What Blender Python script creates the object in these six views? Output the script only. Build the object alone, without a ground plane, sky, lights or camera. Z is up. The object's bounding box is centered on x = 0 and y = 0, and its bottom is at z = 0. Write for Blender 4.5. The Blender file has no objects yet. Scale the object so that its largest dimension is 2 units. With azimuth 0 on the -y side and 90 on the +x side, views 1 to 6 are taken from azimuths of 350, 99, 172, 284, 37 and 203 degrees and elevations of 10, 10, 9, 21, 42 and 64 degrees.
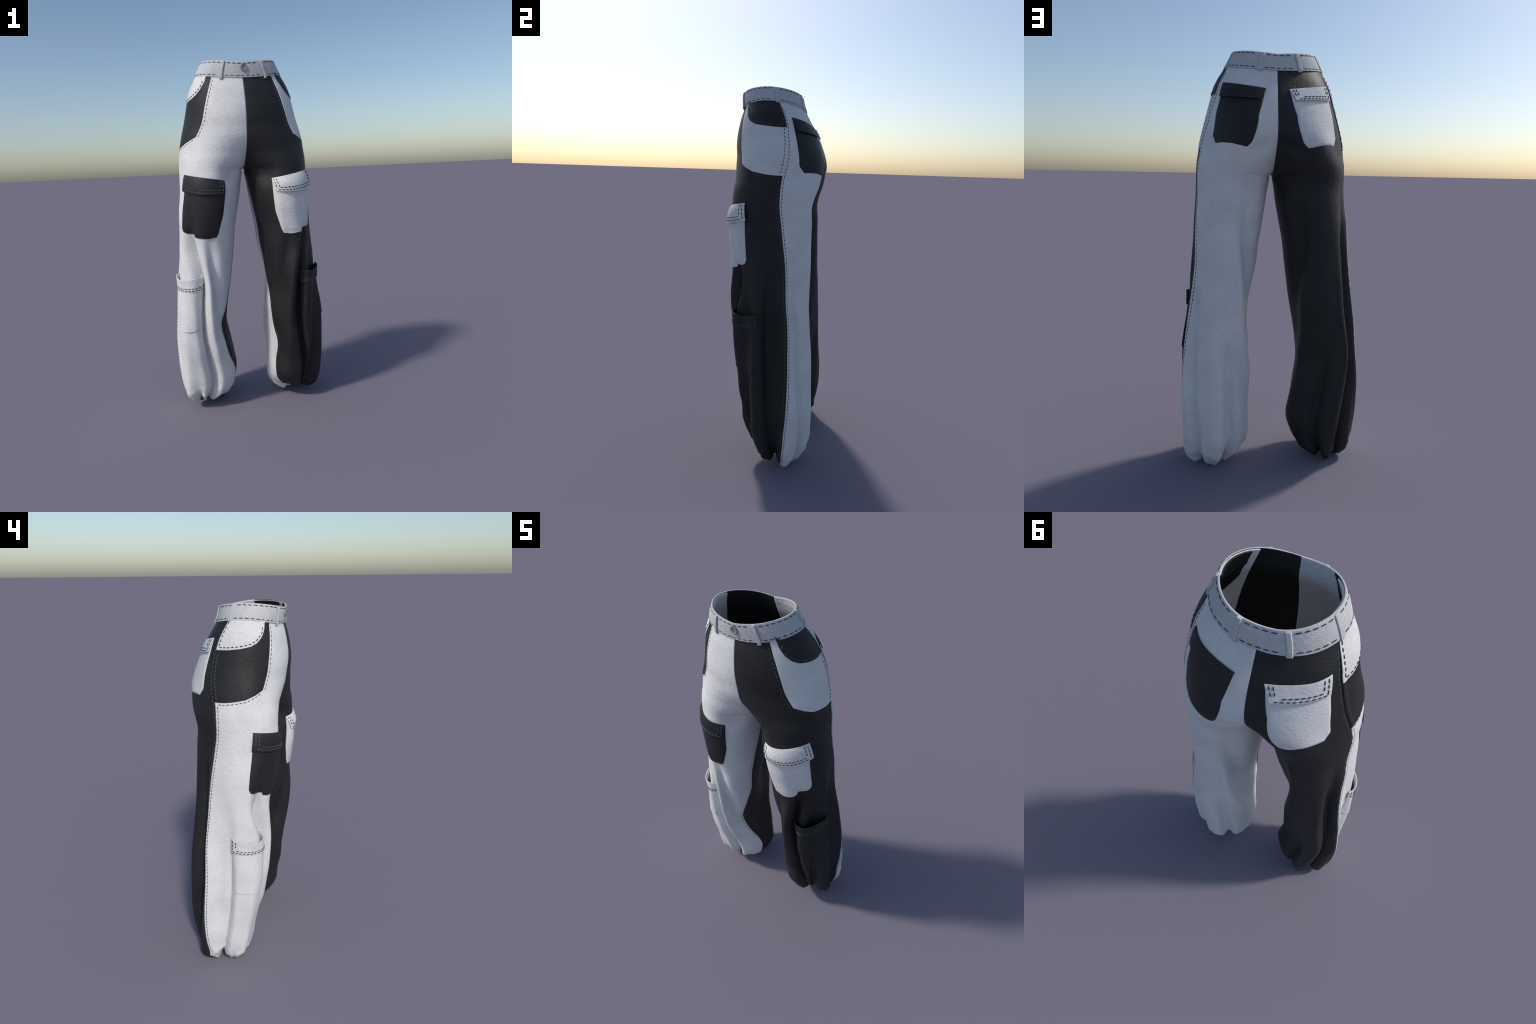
"""Patchwork cargo trousers, standing empty: black and white contrast panels,
waistband with belt loops, cargo / calf / seat pockets with flaps, gathered hems.

Every part is a patch of one trouser surface: each half (one leg and its half of
the seat) is a stack of ovals.  A point on it is named by
    t = degrees round the leg oval (0 front, 90 outside, 180 back, -90/270 inseam)
    z = height in metres
and pushed out along the surface normal by an offset."""
import bpy, math
import numpy as np

R = np.radians
rng = np.random.default_rng(7)

# ------------------------------------------------------------------ trouser body
#   z     cx    cy   a_out  a_inF a_inB  b_f   b_b
OVALS = np.array([
 [0.00, .286, .068, .092, .092, .092, .096, .096],
 [0.05, .282, .065, .140, .140, .140, .142, .146],
 [0.10, .278, .062, .160, .160, .160, .162, .168],
 [0.15, .276, .058, .168, .168, .168, .176, .182],
 [0.20, .276, .051, .168, .168, .168, .188, .189],
 [0.30, .279, .045, .168, .168, .168, .193, .196],
 [0.40, .278, .036, .166, .166, .166, .203, .204],
 [0.50, .276, .030, .165, .165, .165, .206, .206],
 [0.60, .271, .022, .160, .160, .160, .209, .208],
 [0.70, .267, .014, .153, .153, .153, .211, .210],
 [0.80, .258, .007, .154, .154, .154, .210, .211],
 [0.90, .246, .000, .159, .159, .159, .208, .209],
 [1.00, .232, .000, .162, .162, .162, .213, .208],
 [1.10, .222,-.003, .162, .162, .162, .214, .211],
 [1.20, .209,-.009, .167, .167, .167, .215, .213],
 [1.30, .197,-.015, .171, .171, .171, .215, .215],
 [1.40, .187,-.019, .177, .177, .177, .215, .214],
 [1.432, .1840,-.0180, .1796, .1833, .1833, .2168, .2205],
 [1.44, .1828,-.0175, .1803, .192, .195, .2173, .2222],
 [1.48, .170,-.014, .191, .212, .214, .219, .232],
 [1.52, .145,-.010, .210, .238, .216, .219, .240],
 [1.56, .115,-.006, .233, .285, .208, .226, .244],
 [1.60, .085,-.003, .254, .310, .207, .234, .245],
 [1.65, .060,-.004, .266, .320, .220, .236, .238],
 [1.70, .045,-.010, .268, .280, .240, .236, .228],
 [1.75, .035,-.020, .266, .280, .255, .226, .217],
 [1.80, .028,-.031, .260, .270, .260, .208, .203],
 [1.85, .022,-.042, .248, .260, .260, .187, .186],
 [1.90, .015,-.051, .232, .248, .250, .165, .169],
 [1.95, .008,-.061, .214, .230, .230, .158, .163],
 [2.00, .000,-.068, .197, .215, .215, .153, .161]])
# the wearer's right lower leg stands and drapes a little differently:  z, cx, cy, half width, half depth
RIGHT = [[0.00, .284, .072, .090, .100], [0.05, .282, .070, .133, .151], [0.10, .275, .061, .158, .167], [0.15, .269, .060, .168, .178],
         [0.20, .267, .057, .174, .185], [0.30, .277, .048, .166, .191], [0.40, .286, .035, .160, .201], [0.50, .293, .025, .152, .207],
         [0.60, .286, .016, .152, .212], [0.70, .274, .011, .155, .212], [0.80, .259, .008, .159, .211], [0.90, .248, .005, .161, .209],
         [1.00, .238, .003, .163, .206], [1.10, .227, -.002, .164, .210], [1.20, .213, -.008, .169, .212]]
OVALS_R = OVALS.copy()
for i, (z_, cx_, cy_, a_, b_) in enumerate(RIGHT):
    OVALS_R[i] = [z_, cx_, cy_, a_, a_, a_, b_, b_]
ZK = OVALS[:, 0]
TABLE = {1: OVALS, -1: OVALS_R}
SLOPE = {k: np.gradient(v[:, 1:], ZK, axis=0) for k, v in TABLE.items()}

def oval(z, side=1):
    """cubic Hermite through the oval table"""
    z = np.clip(np.asarray(z, float), 0, 2)
    i = np.clip(np.searchsorted(ZK, z) - 1, 0, len(ZK) - 2)
    h = ZK[i + 1] - ZK[i]
    u = ((z - ZK[i]) / h)[..., None]; h = h[..., None]
    T, SL = TABLE[side], SLOPE[side]
    y0, y1, m0, m1 = T[i, 1:], T[i + 1, 1:], SL[i] * h, SL[i + 1] * h
    q = (2*u**3 - 3*u**2 + 1)*y0 + (u**3 - 2*u**2 + u)*m0 + (3*u**2 - 2*u**3)*y1 + (u**3 - u**2)*m1
    return np.moveaxis(q, -1, 0)

def lin(x, pts):
    p = np.array(sorted(pts), float)
    return np.interp(x, p[:, 0], p[:, 1])

def smooth(x, pts):
    """interpolation along control points with rounded corners"""
    p = np.array(sorted(pts), float)
    d = (p[-1, 0] - p[0, 0]) * 0.02
    return sum(np.interp(np.clip(x + k*d, p[0, 0], p[-1, 0]), p[:, 0], p[:, 1]) for k in (-1.5, -.5, .5, 1.5)) / 4

def adiff(a, b):
    return (np.asarray(a) - b + 180) % 360 - 180

def z_top(t):   # waist line dips at front and back
    return 1.973 + .027*np.abs(np.sin(R(t)))**1.4
def z_belt(t):  # lower edge of the waistband
    return 1.896 + .029*np.sin(R(t))**2

SIDE = [(0, 108), (.05, 104), (.2, 110), (.35, 114), (.5, 116), (.65, 117.5), (.8, 119), (.95, 117.5), (1.1, 114.5), (1.2, 111.5),
        (1.3, 109), (1.4, 107), (1.48, 104.5), (1.55, 102.5), (1.65, 107), (1.75, 110.5), (1.80, 113.3), (1.84, 115.3), (1.87, 115), (1.92, 110), (2.0, 106)]
def t_side(z): return smooth(z, SIDE)

# ---- folds of the cloth: (course [(z, t)...], depth, half width in degrees, z fade)
FOLDS = {
 1: [  # wearer's left leg; width may be a pair (towards the front, towards the back)
  ([(1.08, 34), (1.02, 31), (.95, 25), (.85, 13), (.75, 5), (.65, 0), (.55, -1), (.40, 4), (.25, 12), (.10, 14)], -.057, (8, 11), .08),
  ([(1.02, 16), (.88, -1), (.78, -10), (.67, -16), (.50, -23), (.30, -24)], .016, 9, .08),
  ([(1.05, -6), (.97, -13), (.86, -27), (.74, -38), (.66, -43)], -.016, 10, .10),
  ([(.86, -74), (.68, -62), (.56, -58)], .012, 12, .12),
  ([(.52, -52), (.44, -48), (.30, -38)], -.014, 12, .12),
  ([(1.06, 52), (.90, 53), (.70, 51), (.52, 46)], -.036, 18, .14),
  ([(.50, 44), (.30, 38), (.10, 35)], -.058, 11, .14),
  ([(.75, 72), (.55, 69), (.25, 63)], .017, 8, .10),
  ([(1.05, 92), (.90, 88), (.75, 86), (.50, 85), (.30, 83), (.10, 84)], -.044, (5, 24), .12),
  ([(.98, 110), (.75, 115), (.40, 119), (.16, 122)], .017, 8, .12),
  ([(1.10, 125), (.95, 128), (.73, 132), (.46, 138), (.28, 142), (.12, 146)], -.034, (7, 9), .16),
  ([(.95, 142), (.80, 147), (.60, 153), (.40, 157), (.30, 156)], -.013, (6, 13), .16),
  ([(.70, 172), (.30, 172)], .008, 12, .14),
  ([(.66, 210), (.45, 206), (.30, 210), (.10, 210)], -.042, 12, .12),
  ([(1.02, 205), (.90, 211), (.80, 218), (.70, 226), (.52, 243), (.40, 250)], .020, 9, .08),
  ([(1.36, 204), (1.20, 212), (1.05, 224), (.90, 238), (.80, 250)], -.036, 17, .12),
  ([(1.32, 188), (.90, 190), (.50, 187)], -.013, 14, .16),
 ],
 -1: [  # wearer's right leg
  ([(1.08, 39), (1.02, 36), (.95, 31), (.85, 17), (.75, 8), (.65, 3), (.55, -3), (.40, -7), (.20, -10), (.10, -10)], -.074, (9, 12), .08),
  ([(1.04, 11), (.93, 3), (.82, -4), (.67, -12), (.53, -19), (.30, -26)], .012, 8, .08),
  ([(1.03, -2), (.89, -12), (.77, -26), (.65, -40), (.54, -52)], -.026, 12, .10),
  ([(.58, 41), (.35, 39), (.15, 41)], .024, 13, .12),
  ([(1.10, 95), (.95, 90), (.80, 83)], -.026, (15, 20), .16),
  ([(.80, 81), (.60, 77), (.45, 75), (.29, 73), (.10, 77)], -.046, (6, 20), .16),
  ([(.85, 100), (.55, 97), (.32, 93)], -.024, 11, .14),
  ([(1.22, 127), (.93, 129), (.70, 130), (.50, 131), (.38, 135), (.25, 143), (.12, 150)], -.052, (8, 12), .16),
  ([(.50, 130), (.22, 140)], -.030, 10, .14),
  ([(1.05, 116), (.80, 118), (.50, 116), (.35, 113), (.18, 109)], .011, 6, .12),
  ([(1.00, 150), (.74, 157), (.58, 154), (.40, 164), (.22, 174)], .012, 8, .10),
  ([(.60, 196), (.45, 202), (.30, 206), (.12, 206)], -.042, 13, .14),
  ([(.78, 225), (.68, 229), (.56, 239), (.40, 246), (.24, 256)], .034, 13, .10),
  ([(.60, -56), (.42, -66), (.30, -70)], -.018, 9, .10),
  ([(1.36, 204), (1.20, 214), (1.05, 226), (.92, 240), (.80, 252)], -.038, 17, .12),
  ([(1.35, 55), (1.05, 55), (.88, 52)], .009, 12, .10),
  ([(1.28, 160), (.98, 165)], -.011, 26, .16),
 ]}
LUMPS = [  # (t, z, half width deg, half height m, depth)
  (129, 1.60, 18, .08, -.013),     # flat flank of the seat
  (125, 1.52, 25, .06, -.007),
  (137, 1.84, 20, .05, .012),
  (-35, 1.40, 24, .06, -.024),     # hollow beside the crotch
  (-14, 1.48, 22, .07, -.007),
  (150, 1.99, 28, .05, .006),
  (40, 1.99, 20, .05, .003),
  (195, 1.555, 15, .04, -.021),
  (60, 1.60, 16, .09, .010),       # hip
  (12, 1.385, 30, .022, .003),     # roll of cloth above the cargo pocket
]
# gathers at the hem: (t, half width, depth)
HEM = {1: [(12, 6, .030), (86, 9, .034), (140, 6, .026), (166, 6, .008), (205, 8, .032), (246, 10, .018), (-16, 4, .012), (-55, 10, .012), (40, 7, .012), (-32, 3, .006), (128, 3, .007), (186, 3, .005)],
       -1: [(25, 8, .040), (1, 5, .022), (76, 9, .036), (108, 4, .008), (150, 6, .026), (171, 5, .022), (206, 7, .022), (236, 9, .012), (-42, 12, .012), (13, 3, -.008), (192, 3, .006), (-14, 4, .007)]}

def gather(side, t):
    t = np.asarray(t, float)
    return sum(d*np.exp(-(adiff(t, c)/w)**2) for c, w, d in HEM[side])

def hem_height(side, t):
    t = np.asarray(t, float)
    h = .024 + .020*np.cos(R(t - 5)) + .80*gather(side, t) + .007*np.sin(R(11*t) + side)*np.sin(R(4*t)) + .003*np.sin(R(17*t) + 2*np.sin(R(5*t)))
    h = h - .016*np.exp(-(adiff(t, 112)/12)**2) - .010*np.exp(-(adiff(t, 188)/12)**2) - .010*np.exp(-(adiff(t, 4 + 4*side)/7)**2)
    if side > 0: h = h + .020*np.exp(-(adiff(t, -32)/32)**2)
    return np.maximum(h, .0)

def remap(side, t, z):
    """true height: pulls the rim rows onto the waist line and the gathered hem"""
    z = np.asarray(z, float)
    k = np.clip((z - 1.93)/.07, 0, 1)
    z = np.where(z > 1.93, 1.93 + k*(z_top(t) - 1.93), z)
    h = hem_height(side, t)
    return np.where(z < .15, h + z/.15*(.15 - h), z)

def clip_t(z):
    """first and last t of a half: the centre seam above the crotch, the inseam below"""
    cx, cy, ao, aif, aib, bf, bb = oval(z)
    f = -np.degrees(np.arcsin(np.clip(cx/aif, -1, 1)))
    b = 180 + np.degrees(np.arcsin(np.clip(cx/aib, -1, 1)))
    return f, b

def fade(z, hi, lo, w):
    return 1/(1 + np.exp(-(z - lo)/(w*.25))) * 1/(1 + np.exp(-(hi - z)/(w*.25)))

def raw(side, t, z):
    t = np.asarray(t, float); z = np.asarray(z, float)
    t, z = np.broadcast_arrays(t, z)
    cx, cy, ao, aif, aib, bf, bb = oval(z, side)
    s, c = np.sin(R(t)), np.cos(R(t))
    x = cx + s*np.where(s > 0, ao, np.where(c > 0, aif, aib))
    y = cy - c*np.where(c > 0, bf, bb)
    nx = s/np.where(s > 0, ao, np.where(c > 0, aif, aib)); ny = -c/np.where(c > 0, bf, bb)
    l = np.hypot(nx, ny); nx, ny = nx/l, ny/l
    d = np.zeros_like(x)
    for course, amp, w, zf in FOLDS[side]:
        tc = smooth(z, course)
        zs = [q[0] for q in course]
        lo = min(zs) if min(zs) > .16 else -1
        a = adiff(t, tc)
        if isinstance(w, tuple): w = np.where(a < 0, w[0], w[1])
        a = a/w
        d += amp*np.exp(-a*a)*fade(z, max(zs) - zf*.4, lo, zf*2)
    for tc, zc, wt, wz, amp in LUMPS:
        d += amp*np.exp(-(adiff(t, tc)/wt)**2 - ((z - zc)/wz)**2)
    g = np.clip((.20 - z)/.19, 0, 1)**1.5
    d -= g*gather(side, t)*.62
    d += g*.006*(np.sin(R(13*t) + 46*z + side)*np.sin(R(5*t) - 31*z) + .6*np.sin(R(29*t) - 60*z)*np.sin(R(3*t) + side))
    if side > 0: d -= .034*g*np.exp(-(adiff(t, -30)/40)**2)
    # the front panel is lapped over the back along the side seam and puckers a little
    d += .0022*np.exp(-(adiff(t, t_side(z) - 1.6)/2.4)**2)*(1 + .35*np.sin(z*170 + 3*np.sin(z*23)))*np.clip((1.88 - z)*20, 0, 1)
    # soft slack of the cloth
    d += .0025*np.sin(R(3*t) + 9*z + side)*np.sin(7.3*z + 2*side)*np.clip((1.5 - z)*2, 0, 1)
    d += .0018*np.sin(R(7*t) - 14*z + 2*side)*np.clip((1.1 - z)*2, 0, 1)
    # keep the centre seams and the crotch on the middle plane
    keep = np.clip((x - .002)/.05, 0, 1)
    d = d*np.where(z > 1.36, keep, 1)
    x, y = x + nx*d, y + ny*d
    shift = -.009*np.clip((z - 1.68)/.27, 0, 1)**1.5     # the waist sits a little to one side
    return np.stack([side*np.maximum(x, 0) + shift, y, remap(side, t, z)], -1)

def normal(side, t, z):
    e, h = .6, .004
    a = raw(side, t + e, z) - raw(side, t - e, z)
    b = raw(side, t, np.minimum(z + h, 2.0)) - raw(side, t, np.maximum(z - h, 0.0))
    n = np.cross(a, b)*side
    return n/np.maximum(np.linalg.norm(n, axis=-1, keepdims=True), 1e-9)

def surf(side, t, z, off=0.0):
    off = np.asarray(off, float)
    return raw(side, t, z) + normal(side, t, z)*off[..., None]

# ------------------------------------------------------------------ seams
INSEAM = {1: [(0, -44), (.15, -52), (.25, -57), (.38, -50), (.5, -62), (.65, -66), (.8, -78), (.95, -76), (1.1, -78), (1.25, -80), (1.40, -89), (1.43, -90)],
          -1: [(0, -62), (.13, -70), (.25, -74), (.38, -62), (.5, -57), (.58, -57), (.66, -62), (.8, -72), (.95, -68), (1.1, -76), (1.25, -82), (1.40, -89), (1.43, -90)]}
def t_in(side, z): return smooth(np.minimum(z, 1.43), INSEAM[side])

HIP_EDGE = [(1.58, 47), (1.60, 46), (1.64, 43.5), (1.675, 42.3), (1.74, 42.3), (1.80, 41), (1.85, 40), (1.915, 39.5), (2.0, 40)]
HIP_LOW = [(46, 1.604), (54, 1.585), (65, 1.566), (79, 1.556), (91, 1.551), (104, 1.550)]
BAG_EDGE = [(1.78, 48), (1.875, 48.5), (1.92, 48.5), (2.0, 49)]
BAG_LOW = [(48, 1.885), (49.7, 1.868), (53, 1.845), (59, 1.821), (67, 1.806), (79, 1.797), (96, 1.790), (114, 1.788)]

# ------------------------------------------------------------------ materials
def material(name, base, dark, light, rough, bump, weave=260, blotch=9.0, sheen=.0):
    m = bpy.data.materials.new(name); m.use_nodes = True
    n, l = m.node_tree.nodes, m.node_tree.links
    b = n["Principled BSDF"]
    tc = n.new("ShaderNodeTexCoord")
    def noise(scale, detail, stretch=(1, 1, 1), rough_=.55):
        mp = n.new("ShaderNodeMapping"); mp.inputs["Scale"].default_value = stretch
        l.new(tc.outputs["Object"], mp.inputs["Vector"])
        t = n.new("ShaderNodeTexNoise"); t.inputs["Scale"].default_value = scale
        t.inputs["Detail"].default_value = detail; t.inputs["Roughness"].default_value = rough_
        l.new(mp.outputs["Vector"], t.inputs["Vector"]); return t
    big, fine, slub = noise(blotch, 3), noise(weave, 2), noise(70, 4, (1, 1, 2.0), .62)
    mx = n.new("ShaderNodeMath"); mx.operation = 'MULTIPLY_ADD'; mx.inputs[1].default_value = .45
    l.new(big.outputs["Fac"], mx.inputs[0])
    m2 = n.new("ShaderNodeMath"); m2.operation = 'MULTIPLY'; m2.inputs[1].default_value = .55
    l.new(slub.outputs["Fac"], m2.inputs[0]); l.new(m2.outputs[0], mx.inputs[2])
    r = n.new("ShaderNodeValToRGB")
    e = r.color_ramp.elements
    e[0].position, e[0].color = .34, (*dark, 1)
    e[1].position, e[1].color = .66, (*light, 1)
    k = r.color_ramp.elements.new(.5); k.color = (*base, 1)
    l.new(mx.outputs[0], r.inputs["Fac"]); l.new(r.outputs["Color"], b.inputs["Base Color"])
    b.inputs["Roughness"].default_value = rough
    b.inputs["Specular IOR Level"].default_value = .3
    if sheen:
        b.inputs["Sheen Weight"].default_value = sheen
        b.inputs["Sheen Roughness"].default_value = .5
    if bump:
        ad = n.new("ShaderNodeMath"); ad.operation = 'MULTIPLY_ADD'; ad.inputs[1].default_value = .25
        l.new(fine.outputs["Fac"], ad.inputs[0]); l.new(slub.outputs["Fac"], ad.inputs[2])
        bp = n.new("ShaderNodeBump"); bp.inputs["Strength"].default_value = bump
        bp.inputs["Distance"].default_value = .004
        l.new(ad.outputs[0], bp.inputs["Height"]); l.new(bp.outputs["Normal"], b.inputs["Normal"])
    return m

WHITE = material("white_cotton", (.70, .698, .695), (.625, .624, .625), (.76, .758, .752), .9, .5)
BLACK = material("black_cotton", (.019, .019, .020), (.015, .015, .016), (.024, .024, .025), .52, .6)
BELT = material("waistband_cotton", (.53, .535, .545), (.46, .465, .48), (.60, .60, .61), .9, .6)
DARK_THREAD = material("dark_thread", (.055, .055, .06), (.035, .035, .04), (.085, .085, .09), .8, 0)
PALE_THREAD = material("pale_thread", (.085, .087, .092), (.065, .066, .07), (.11, .112, .118), .8, 0)
BUTTON = material("grey_button", (.23, .245, .27), (.21, .225, .25), (.25, .265, .29), .45, 0)
HOLE = material("button_hole_dark", (.06, .06, .06), (.05, .05, .05), (.07, .07, .07), .8, 0)

# ------------------------------------------------------------------ mesh helpers
ROOT = bpy.data.objects.new("cargo_trousers", None)
ROOT.empty_display_size = .2
bpy.context.scene.collection.objects.link(ROOT)
ROOT["label"] = "black and white patchwork cargo trousers with gathered hems and pockets"
ROOT["category"] = "trousers"

def add(name, verts, faces, mat, parent=None, thick=0, kind=None, sharp=35, flip=False):
    me = bpy.data.meshes.new(name)
    if flip: faces = [tuple(reversed(f)) for f in faces]
    me.from_pydata([tuple(map(float, v)) for v in verts], [], faces)
    me.materials.append(mat)
    ob = bpy.data.objects.new(name, me)
    bpy.context.scene.collection.objects.link(ob)
    ob.parent = parent or ROOT
    if thick:
        s = ob.modifiers.new("cloth_thickness", 'SOLIDIFY'); s.thickness = thick; s.offset = -1
    me.update()
    me.set_sharp_from_angle(angle=math.radians(sharp))
    for p in me.polygons: p.use_smooth = True
    if kind: ob["kind"] = kind
    return ob

def grid_faces(nr, nc, base=0):
    return [(base + i*nc + j, base + i*nc + j + 1, base + (i+1)*nc + j + 1, base + (i+1)*nc + j)
            for i in range(nr-1) for j in range(nc-1)]

def grid_object(name, P, mat, side, parent=None, thick=.002, **kw):
    """P: rows x cols x 3, rows going up, columns going front to back round the outside"""
    nr, nc = P.shape[:2]
    return add(name, P.reshape(-1, 3), grid_faces(nr, nc), mat, parent, thick, flip=(side < 0), **kw)

class Patch:
    """a piece of cloth laid on the trouser surface; p runs front to back, q bottom to top"""
    def __init__(self, side, left, right, low, top, off):
        self.s, self.l, self.r, self.lo, self.to, self.o = side, left, right, low, top, off
    def at(self, p, q, lift=0.0):
        p, q = np.broadcast_arrays(np.asarray(p, float), np.asarray(q, float))
        z = self.lo(p)*(1 - q) + self.to(p)*q
        t = self.l(z)*(1 - p) + self.r(z)*p
        return surf(self.s, t, z, self.o(p, q) + lift)
    def mesh(self, name, mat, nu=40, nv=40, parent=None, thick=.003, skirt=True, open_top=False, base=-.002, **kw):
        p = .5 - .5*np.cos(np.linspace(0, np.pi, nu))*.999/1 ; p = .6*p + .4*np.linspace(0, 1, nu)
        q = .5 - .5*np.cos(np.linspace(0, np.pi, nv)); q = .6*q + .4*np.linspace(0, 1, nv)
        p[0] = q[0] = 0; p[-1] = q[-1] = 1
        Pp, Q = np.meshgrid(p, q)
        G = self.at(Pp, Q)
        V = list(G.reshape(-1, 3)); F = grid_faces(nv, nu)
        if skirt:
            ring = [(0, j) for j in range(nu)] + [(i, nu-1) for i in range(1, nv)]
            if not open_top: ring += [(nv-1, j) for j in range(nu-2, -1, -1)]
            left = [(i, 0) for i in range(nv-2 if not open_top else nv-1, 0, -1)]
            ring += left if not open_top else []
            if open_top: ring = left + ring
            pp = np.array([p[j] for i, j in ring]); qq = np.array([q[i] for i, j in ring])
            z = self.lo(pp)*(1-qq) + self.to(pp)*qq; t = self.l(z)*(1-pp) + self.r(z)*pp
            W = surf(self.s, t, z, np.full(len(ring), base))
            b = len(V); V += list(W); n = len(ring)
            for k in range(n if not open_top else n-1):
                k2 = (k+1) % n
                a0, a1 = ring[k][0]*nu + ring[k][1], ring[k2][0]*nu + ring[k2][1]
                F.append((a0, b+k, b+k2, a1))
        return add(name, V, F, mat, parent, thick, flip=(self.s < 0), **kw)

def stitches(curve, nrm, dash, gap, width, height=.0007):
    """little raised thread dashes along a sampled curve"""
    V, F = [], []
    seg = np.linalg.norm(np.diff(curve, axis=0), axis=1)
    L = np.concatenate([[0], np.cumsum(seg)])
    def ev(s):
        c = np.array([np.interp(s, L, curve[:, k]) for k in range(3)])
        n = np.array([np.interp(s, L, nrm[:, k]) for k in range(3)]); return c, n/np.linalg.norm(n)
    s = gap*.5
    while s + dash < L[-1]:
        ln = dash*(.85 + .3*rng.random()); b = len(V); m = 4
        for k in range(m):
            u = k/(m-1); c, n = ev(s + ln*u)
            d = ev(min(s + ln*u + .001, L[-1]))[0] - ev(max(s + ln*u - .001, 0))[0]
            d /= max(np.linalg.norm(d), 1e-9); w = np.cross(n, d)
            hw = width/2*(.65 if k in (0, m-1) else 1)
            for x, h in ((-1, -.0015), (-.55, height), (.55, height), (1, -.0015)):
                V.append(c + w*hw*x + n*h)
        for k in range(m-1):
            for j in range(3):
                F.append((b+k*4+j, b+k*4+j+1, b+(k+1)*4+j+1, b+(k+1)*4+j))
        F.append((b, b+1, b+2, b+3)); e = b+(m-1)*4; F.append((e+3, e+2, e+1, e))
        s += ln + gap*(.9 + .2*rng.random())
    return V, F

def join(parts):
    V, F = [], []
    for v, f in parts:
        b = len(V); V += v; F += [tuple(i + b for i in q) for q in f]
    return V, F

def stitch_object(parts, mat, parent):
    V, F = join(parts)
    if V: return add("stitching", V, F, mat, parent, kind="stuff")

def seam_line(side, ts, zs, off, dash=.0125, gap=.0062, width=.0050):
    c = surf(side, ts, zs, np.full(len(ts), off)); n = normal(side, ts, zs)
    return stitches(c, n, dash, gap, width)

def patch_line(pt, ps, qs, dash=.0135, gap=.0068, width=.0050, lift=.0017):
    ps, qs = np.broadcast_arrays(np.asarray(ps, float), np.asarray(qs, float))
    c = pt.at(ps, qs, lift); n = pt.at(ps, qs, lift + .01) - c
    n /= np.linalg.norm(n, axis=1, keepdims=True)
    return stitches(c, n, dash, gap, width)

def const(v): return lambda x: np.full(np.shape(x), float(v))
def plate(h, edge=.05):
    """flat offset rounded off towards the edges of a patch"""
    return lambda p, q: h*np.minimum(1, np.minimum(np.minimum(p, 1-p), np.minimum(q, 1-q))/edge)**.5

def flap_stitch(pt, thread, parent, a=.05, b=.11, lo=(.12, .28), turn=.95):
    s = np.linspace(0, 1, 40); L = []
    for m, g in ((a, lo[0]), (b, lo[1])):
        L += [patch_line(pt, m, turn + (g - turn)*s), patch_line(pt, 1-m, turn + (g - turn)*s), patch_line(pt, m + (1-2*m)*s, g)]
    stitch_object(L, thread, parent)

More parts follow.
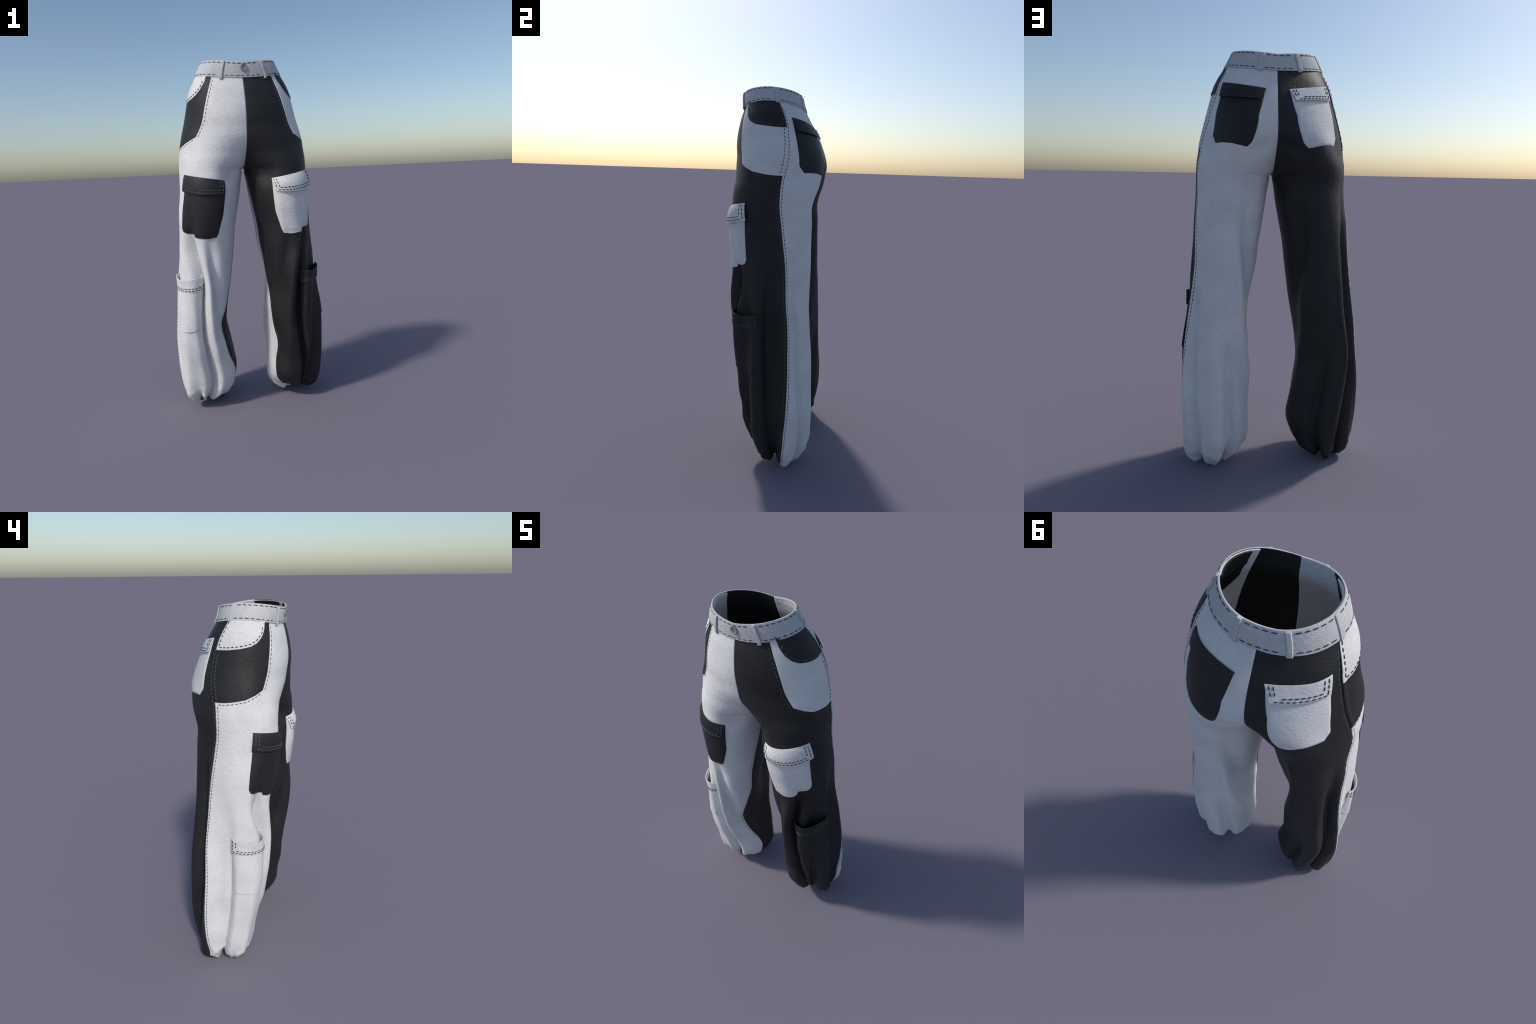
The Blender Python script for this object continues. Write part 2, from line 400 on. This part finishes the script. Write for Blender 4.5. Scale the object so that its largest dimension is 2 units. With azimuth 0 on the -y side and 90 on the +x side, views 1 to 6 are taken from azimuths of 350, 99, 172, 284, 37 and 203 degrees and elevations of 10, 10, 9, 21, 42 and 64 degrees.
# ------------------------------------------------------------------ panels
Z = np.unique(np.concatenate([np.linspace(0, .24, 50), np.linspace(.24, 1.40, 150), np.linspace(1.40, 1.56, 60), np.linspace(1.56, 2, 60)]))
for side in (1, -1):
    cf, cb = (BLACK, WHITE) if side > 0 else (WHITE, BLACK)      # front panel / back panel cloth
    tf, tb = (PALE_THREAD, DARK_THREAD) if side > 0 else (DARK_THREAD, PALE_THREAD)
    f0, b0 = clip_t(Z)
    ov = oval(Z, side)
    lo = np.where(ov[3] <= ov[0], t_in(side, Z), f0)
    hi = np.where(ov[4] <= ov[0], t_in(side, Z) + 360, b0)
    mid = t_side(Z)
    u = np.linspace(0, 1, 130)[None, :]
    front = grid_object("front_panel", raw(side, lo[:, None] + (mid - lo)[:, None]*u, Z[:, None]), cf, side)
    back = grid_object("back_panel", raw(side, mid[:, None] + (hi - mid)[:, None]*u, Z[:, None]), cb, side)

    # ---- hip panel and hip pocket bag
    hip = Patch(side, lambda z: smooth(z, HIP_EDGE), t_side, lambda p: lin(46 + 57*p, HIP_LOW), const(1.997),
                lambda p, q: .0024 - .0012*np.clip((q - .72)/.06, 0, 1))
    hip_ob = hip.mesh("hip_panel", cb, 60, 60, thick=.0072, skirt=False)
    bag = Patch(side, lambda z: lin(z, BAG_EDGE), t_side, lambda p: lin(48 + 65*p, BAG_LOW), const(1.997),
                lambda p, q: .0046 - .0024*np.clip((q - .42)/.14, 0, 1) + .004*np.sin(np.pi*p)**.7*np.clip(1 - q/.55, 0, 1)*(np.minimum(q, .2)/.2))
    bag_ob = bag.mesh("hip_pocket", cf, 60, 40, thick=.0135, skirt=False)

    # ---- stitching that follows the seams
    zz = np.linspace(.03, 1.545, 700)
    L = [seam_line(side, t_side(zz) - 3.4, zz, .0004)]
    tt = np.linspace(47.5, 101, 120)
    L.append(seam_line(side, tt, lin(tt, HIP_LOW) - .011, .0004, .0135, .0075, .0050))
    zh = np.linspace(1.60, 1.90, 160)
    L.append(seam_line(side, smooth(zh, HIP_EDGE) - 3.2, zh, .0004, .0135, .0075, .0050))
    zi = np.linspace(.30, 1.30, 300)
    L.append(seam_line(side, t_in(side, zi) + 3.6, zi, .0004, .008, .007, .0035))
    stitch_object(L, tf, front)
    zb = np.linspace(.03, 1.91, 800)
    stitch_object([seam_line(side, t_side(zb) + 2.6, zb, .0004)], tb, back)
    zs = np.linspace(1.56, 1.785, 120)
    stitch_object([seam_line(side, t_side(zs) - 3.0, zs, .0028)], tb, hip_ob)
    s = np.linspace(0, 1, 150)
    L = [patch_line(bag, .955, .055 + .55*s, .013, .009), patch_line(bag, .955 - .9*s, .055 + .065*s**6, .013, .009),
         patch_line(bag, .055, .12 + .20*s, .013, .009)]
    stitch_object(L, tf, bag_ob)

    # ---- cargo pocket on the thigh
    puff = .015 if side > 0 else .012
    low = [(0, 1.185), (.02, 1.155), (.07, 1.085), (.11, 1.064), (.3, 1.058), (.55, 1.064), (.66, 1.070), (.67, 1.086), (.88, 1.088), (.96, 1.097), (1, 1.118)]
    cargo = Patch(side, lambda z: lin(z, [(1.05, -23), (1.2, -23), (1.4, -21)]), const(56 if side > 0 else 57), lambda p: lin(p, low),
                  lambda p: 1.366 + .038*p,
                  lambda p, q: .003 + puff*np.minimum(1, np.minimum(p, 1-p)/.13)**.6*(.25 + .75*np.minimum(q/.5, 1))*np.minimum(1, .3 + q/.12)*np.minimum(1, .35 + (1-q)/.15)
                               - (.006*np.exp(-((p-.62)/.13)**2) if side > 0 else 0)*np.sin(np.pi*np.clip(q, 0, 1)))
    cargo_ob = cargo.mesh("cargo_pocket", cb, 60, 60)
    fl = Patch(side, lambda z: lin(z, [(1.28, -14), (1.37, -22)]) if side > 0 else lin(z, [(1.28, -20.5), (1.37, -19.5)]),
               lambda z: lin(z, [(1.32, 61 if side > 0 else 58.5), (1.41, 57)]),
               lambda p: (1.298 + .022*p - .012*np.sin(np.pi*p)), lambda p: 1.368 + .040*p,
               lambda p, q: .005 + (puff + (.010 if side > 0 else .005))*(1 - q**3) * (.55 + .45*np.sin(np.pi*p)**.6))
    fl_ob = fl.mesh("pocket_flap", cb, 70, 36, parent=cargo_ob, skirt=False, thick=.004)
    flap_stitch(fl, tb, cargo_ob)

    # ---- calf pocket with a standing cuff
    lowc = [(0, .60), (.03, .560), (.10, .534), (.3, .526), (.7, .530), (.88, .540), (.96, .568), (1, .61)]
    def stand(p, q, s_=side):
        hump = np.sin(np.pi*np.clip(p, 0, 1)**(1.5 if s_ > 0 else 1.0))**.55
        return .003 + (.034 if s_ > 0 else .023)*hump*(.12 + .88*np.clip(q, 0, 1)**2.2)
    calf = Patch(side, const(12), const(76), lambda p: lin(p, lowc), lambda p: .842 - .022*np.sin(np.pi*p), stand)
    calf_ob = calf.mesh("calf_pocket", cf, 50, 50, open_top=True)
    cuff = Patch(side, const(11), const(78), lambda p: .768 - .012*np.sin(np.pi*p) + .006*p, lambda p: .850 - .024*np.sin(np.pi*p),
                 lambda p, q: .0045 + stand(p, .72 + .28*q))
    cuff_ob = cuff.mesh("pocket_cuff", cf, 90, 30, parent=calf_ob, skirt=False, thick=.004)
    flap_stitch(cuff, tf, calf_ob, .05, .11, (.10, .26), .96)

    # ---- seat pocket
    lows = [(0, 1.605), (.02, 1.595), (.15, 1.566), (.35, 1.568), (.6, 1.564), (.94, 1.549), (.99, 1.566), (1, 1.572)]
    seat = Patch(side, lambda z: lin(z, [(1.56, 125), (1.62, 123.5), (1.7, 122.5), (1.83, 124.5)]), lambda z: lin(z, [(1.55, 179.5), (1.6, 175.5), (1.69, 172), (1.805, 174)]),
                 lambda p: lin(p, lows), lambda p: 1.838 - .034*p, plate(.0035, .04))
    seat_ob = seat.mesh("seat_pocket", cf, 50, 50)
    sf = Patch(side, lambda z: lin(z, [(1.77, 125), (1.84, 124)]), lambda z: lin(z, [(1.75, 169.5), (1.805, 174.5)]),
               lambda p: 1.773 - .020*p, lambda p: 1.840 - .034*p,
               lambda p, q: .0050 + .007*(1 - q)**.8)
    sf_ob = sf.mesh("pocket_flap", cf, 70, 40, parent=seat_ob, skirt=False, thick=.004)
    if side < 0: flap_stitch(sf, DARK_THREAD, seat_ob, .06, .13, (.10, .28))

# ------------------------------------------------------------------ waistband
def ring_point(a, k, off):
    """a: degrees round the whole waist (0 front, 90 at +x), k: 0 lower edge .. 1 top edge"""
    a = np.asarray(a, float) % 360
    k, off = np.broadcast_to(k, a.shape), np.broadcast_to(off, a.shape)
    out = np.zeros(a.shape + (3,))
    for side, m in ((1, a <= 180), (-1, a > 180)):
        if not m.any(): continue
        t = np.where(a[m] <= 180, a[m], 360 - a[m])
        zn = z_belt(t)*(1-k[m]) + k[m]*z_top(t)
        # undo the rim remapping so that the band keeps true heights
        zq = np.where(zn > 1.93, 1.93 + .07*(zn - 1.93)/(z_top(t) - 1.93), zn)
        f, b = clip_t(zq)
        tt = f + (b - f)*t/180
        tt = np.clip(tt, f + .6, b - .6) if False else tt
        p = raw(side, tt, zq)
        n = p - np.stack([np.full(len(p), -.009), oval(zq)[1], p[:, 2]], -1); n[:, 0] /= .22**2; n[:, 1] /= .17**2
        n[:, 2] = 0; n /= np.linalg.norm(n, axis=1, keepdims=True)
        out[m] = p + n*off[m][:, None]
    return out

A = np.linspace(0, 360, 241)[:-1]
rows = [(0, .001), (0, .0036), (.06, .0044), (.5, .0048), (.94, .0042), (1.0, .0032), (1.004, .0020), (1.003, -.0016)]
V = np.concatenate([ring_point(A, k, o) for k, o in rows]); n = len(A)
F = [(i*n + j, i*n + (j+1) % n, (i+1)*n + (j+1) % n, (i+1)*n + j) for i in range(len(rows)-1) for j in range(n)]
band = add("waistband", V, F, BELT, sharp=60)

LOOPS = [30, 107, 161, 205, 253, 333]
def band_line(a0, a1, k):
    a = np.linspace(a0, a1, 60)
    c = ring_point(a, k, .0050); nn = ring_point(a, k, .02) - c; nn /= np.linalg.norm(nn, axis=1, keepdims=True)
    return stitches(c, nn, .0190, .0090, .0052)
S_ = []
ends = sorted(LOOPS)
for i, a in enumerate(ends):
    b = ends[(i+1) % len(ends)] + (360 if i == len(ends)-1 else 0)
    for k in (.115, .885): S_.append(band_line(a + 4.2, b - 3.2, k))
stitch_object(S_, DARK_THREAD, band)

for a in LOOPS:
    front_loop = a in (30, 333)
    w = 2.3 if front_loop else 2.8
    ks = [-.16, -.14, -.08, .0, .2, .5, .8, .96, 1.015] if front_loop else [-.10, -.08, -.03, .0, .2, .5, .8, .96, 1.01]
    hs = [.003, .009, .011, .0115, .012, .012, .0115, .010, .003] if front_loop else [.003, .0075, .0088, .0092, .0095, .0098, .0095, .0088, .003]
    us = np.linspace(-1, 1, 7); V = []
    for k, h in zip(ks, hs):
        for x in us:
            kk = max(k, 0.0)
            q = ring_point(np.array([a + x*w]), kk, h if abs(x) < .9 else h - .003)[0]
            if k < 0: q = q + np.array([0, 0, k*.075])
            V.append(q)
    F = grid_faces(len(ks), len(us))
    add("belt_loop", V, F, BELT, band, thick=.004)

# ------------------------------------------------------------------ button
def frame_at(a, k, off):
    c = ring_point(np.array([a]), k, off)[0]; o = ring_point(np.array([a]), k, off + .01)[0]
    nrm = (o - c)/np.linalg.norm(o - c)
    x = np.cross([0, 0, 1], nrm); x /= np.linalg.norm(x)
    return c, x, np.cross(nrm, x), nrm
c, ex, ey, en = frame_at(2.5, .62, .0050)
prof = [(0, -.002), (.0175, -.002), (.0185, .001), (.0185, .0042), (.0172, .0058), (.0145, .0056), (.0128, .0042), (.006, .0038), (.0, .0038)]
seg = 40; V, F = [], []
for r, h in prof:
    for j in range(seg):
        g = 2*math.pi*j/seg; V.append(c + ex*r*math.cos(g) + ey*r*math.sin(g) + en*h)
for i in range(len(prof)-1):
    for j in range(seg): F.append((i*seg+j, i*seg+(j+1) % seg, (i+1)*seg+(j+1) % seg, (i+1)*seg+j))
btn = add("button", V, F, BUTTON, ROOT, sharp=40)
for sx in (-1, 1):
    for sy in (-1, 1):
        o = c + ex*.0042*sx + ey*.0042*sy
        V = [o + en*.0042] + [o + (ex*math.cos(q) + ey*math.sin(q))*.0021 + en*.0042 for q in np.linspace(0, 2*math.pi, 13)[:-1]]
        V += [v - en*.003 for v in V[1:]]
        F = [(0, 1 + j, 1 + (j+1) % 12) for j in range(12)] + [(1+j, 13+j, 13+(j+1) % 12, 1+(j+1) % 12) for j in range(12)]
        add("button_hole", V, F, HOLE, btn)
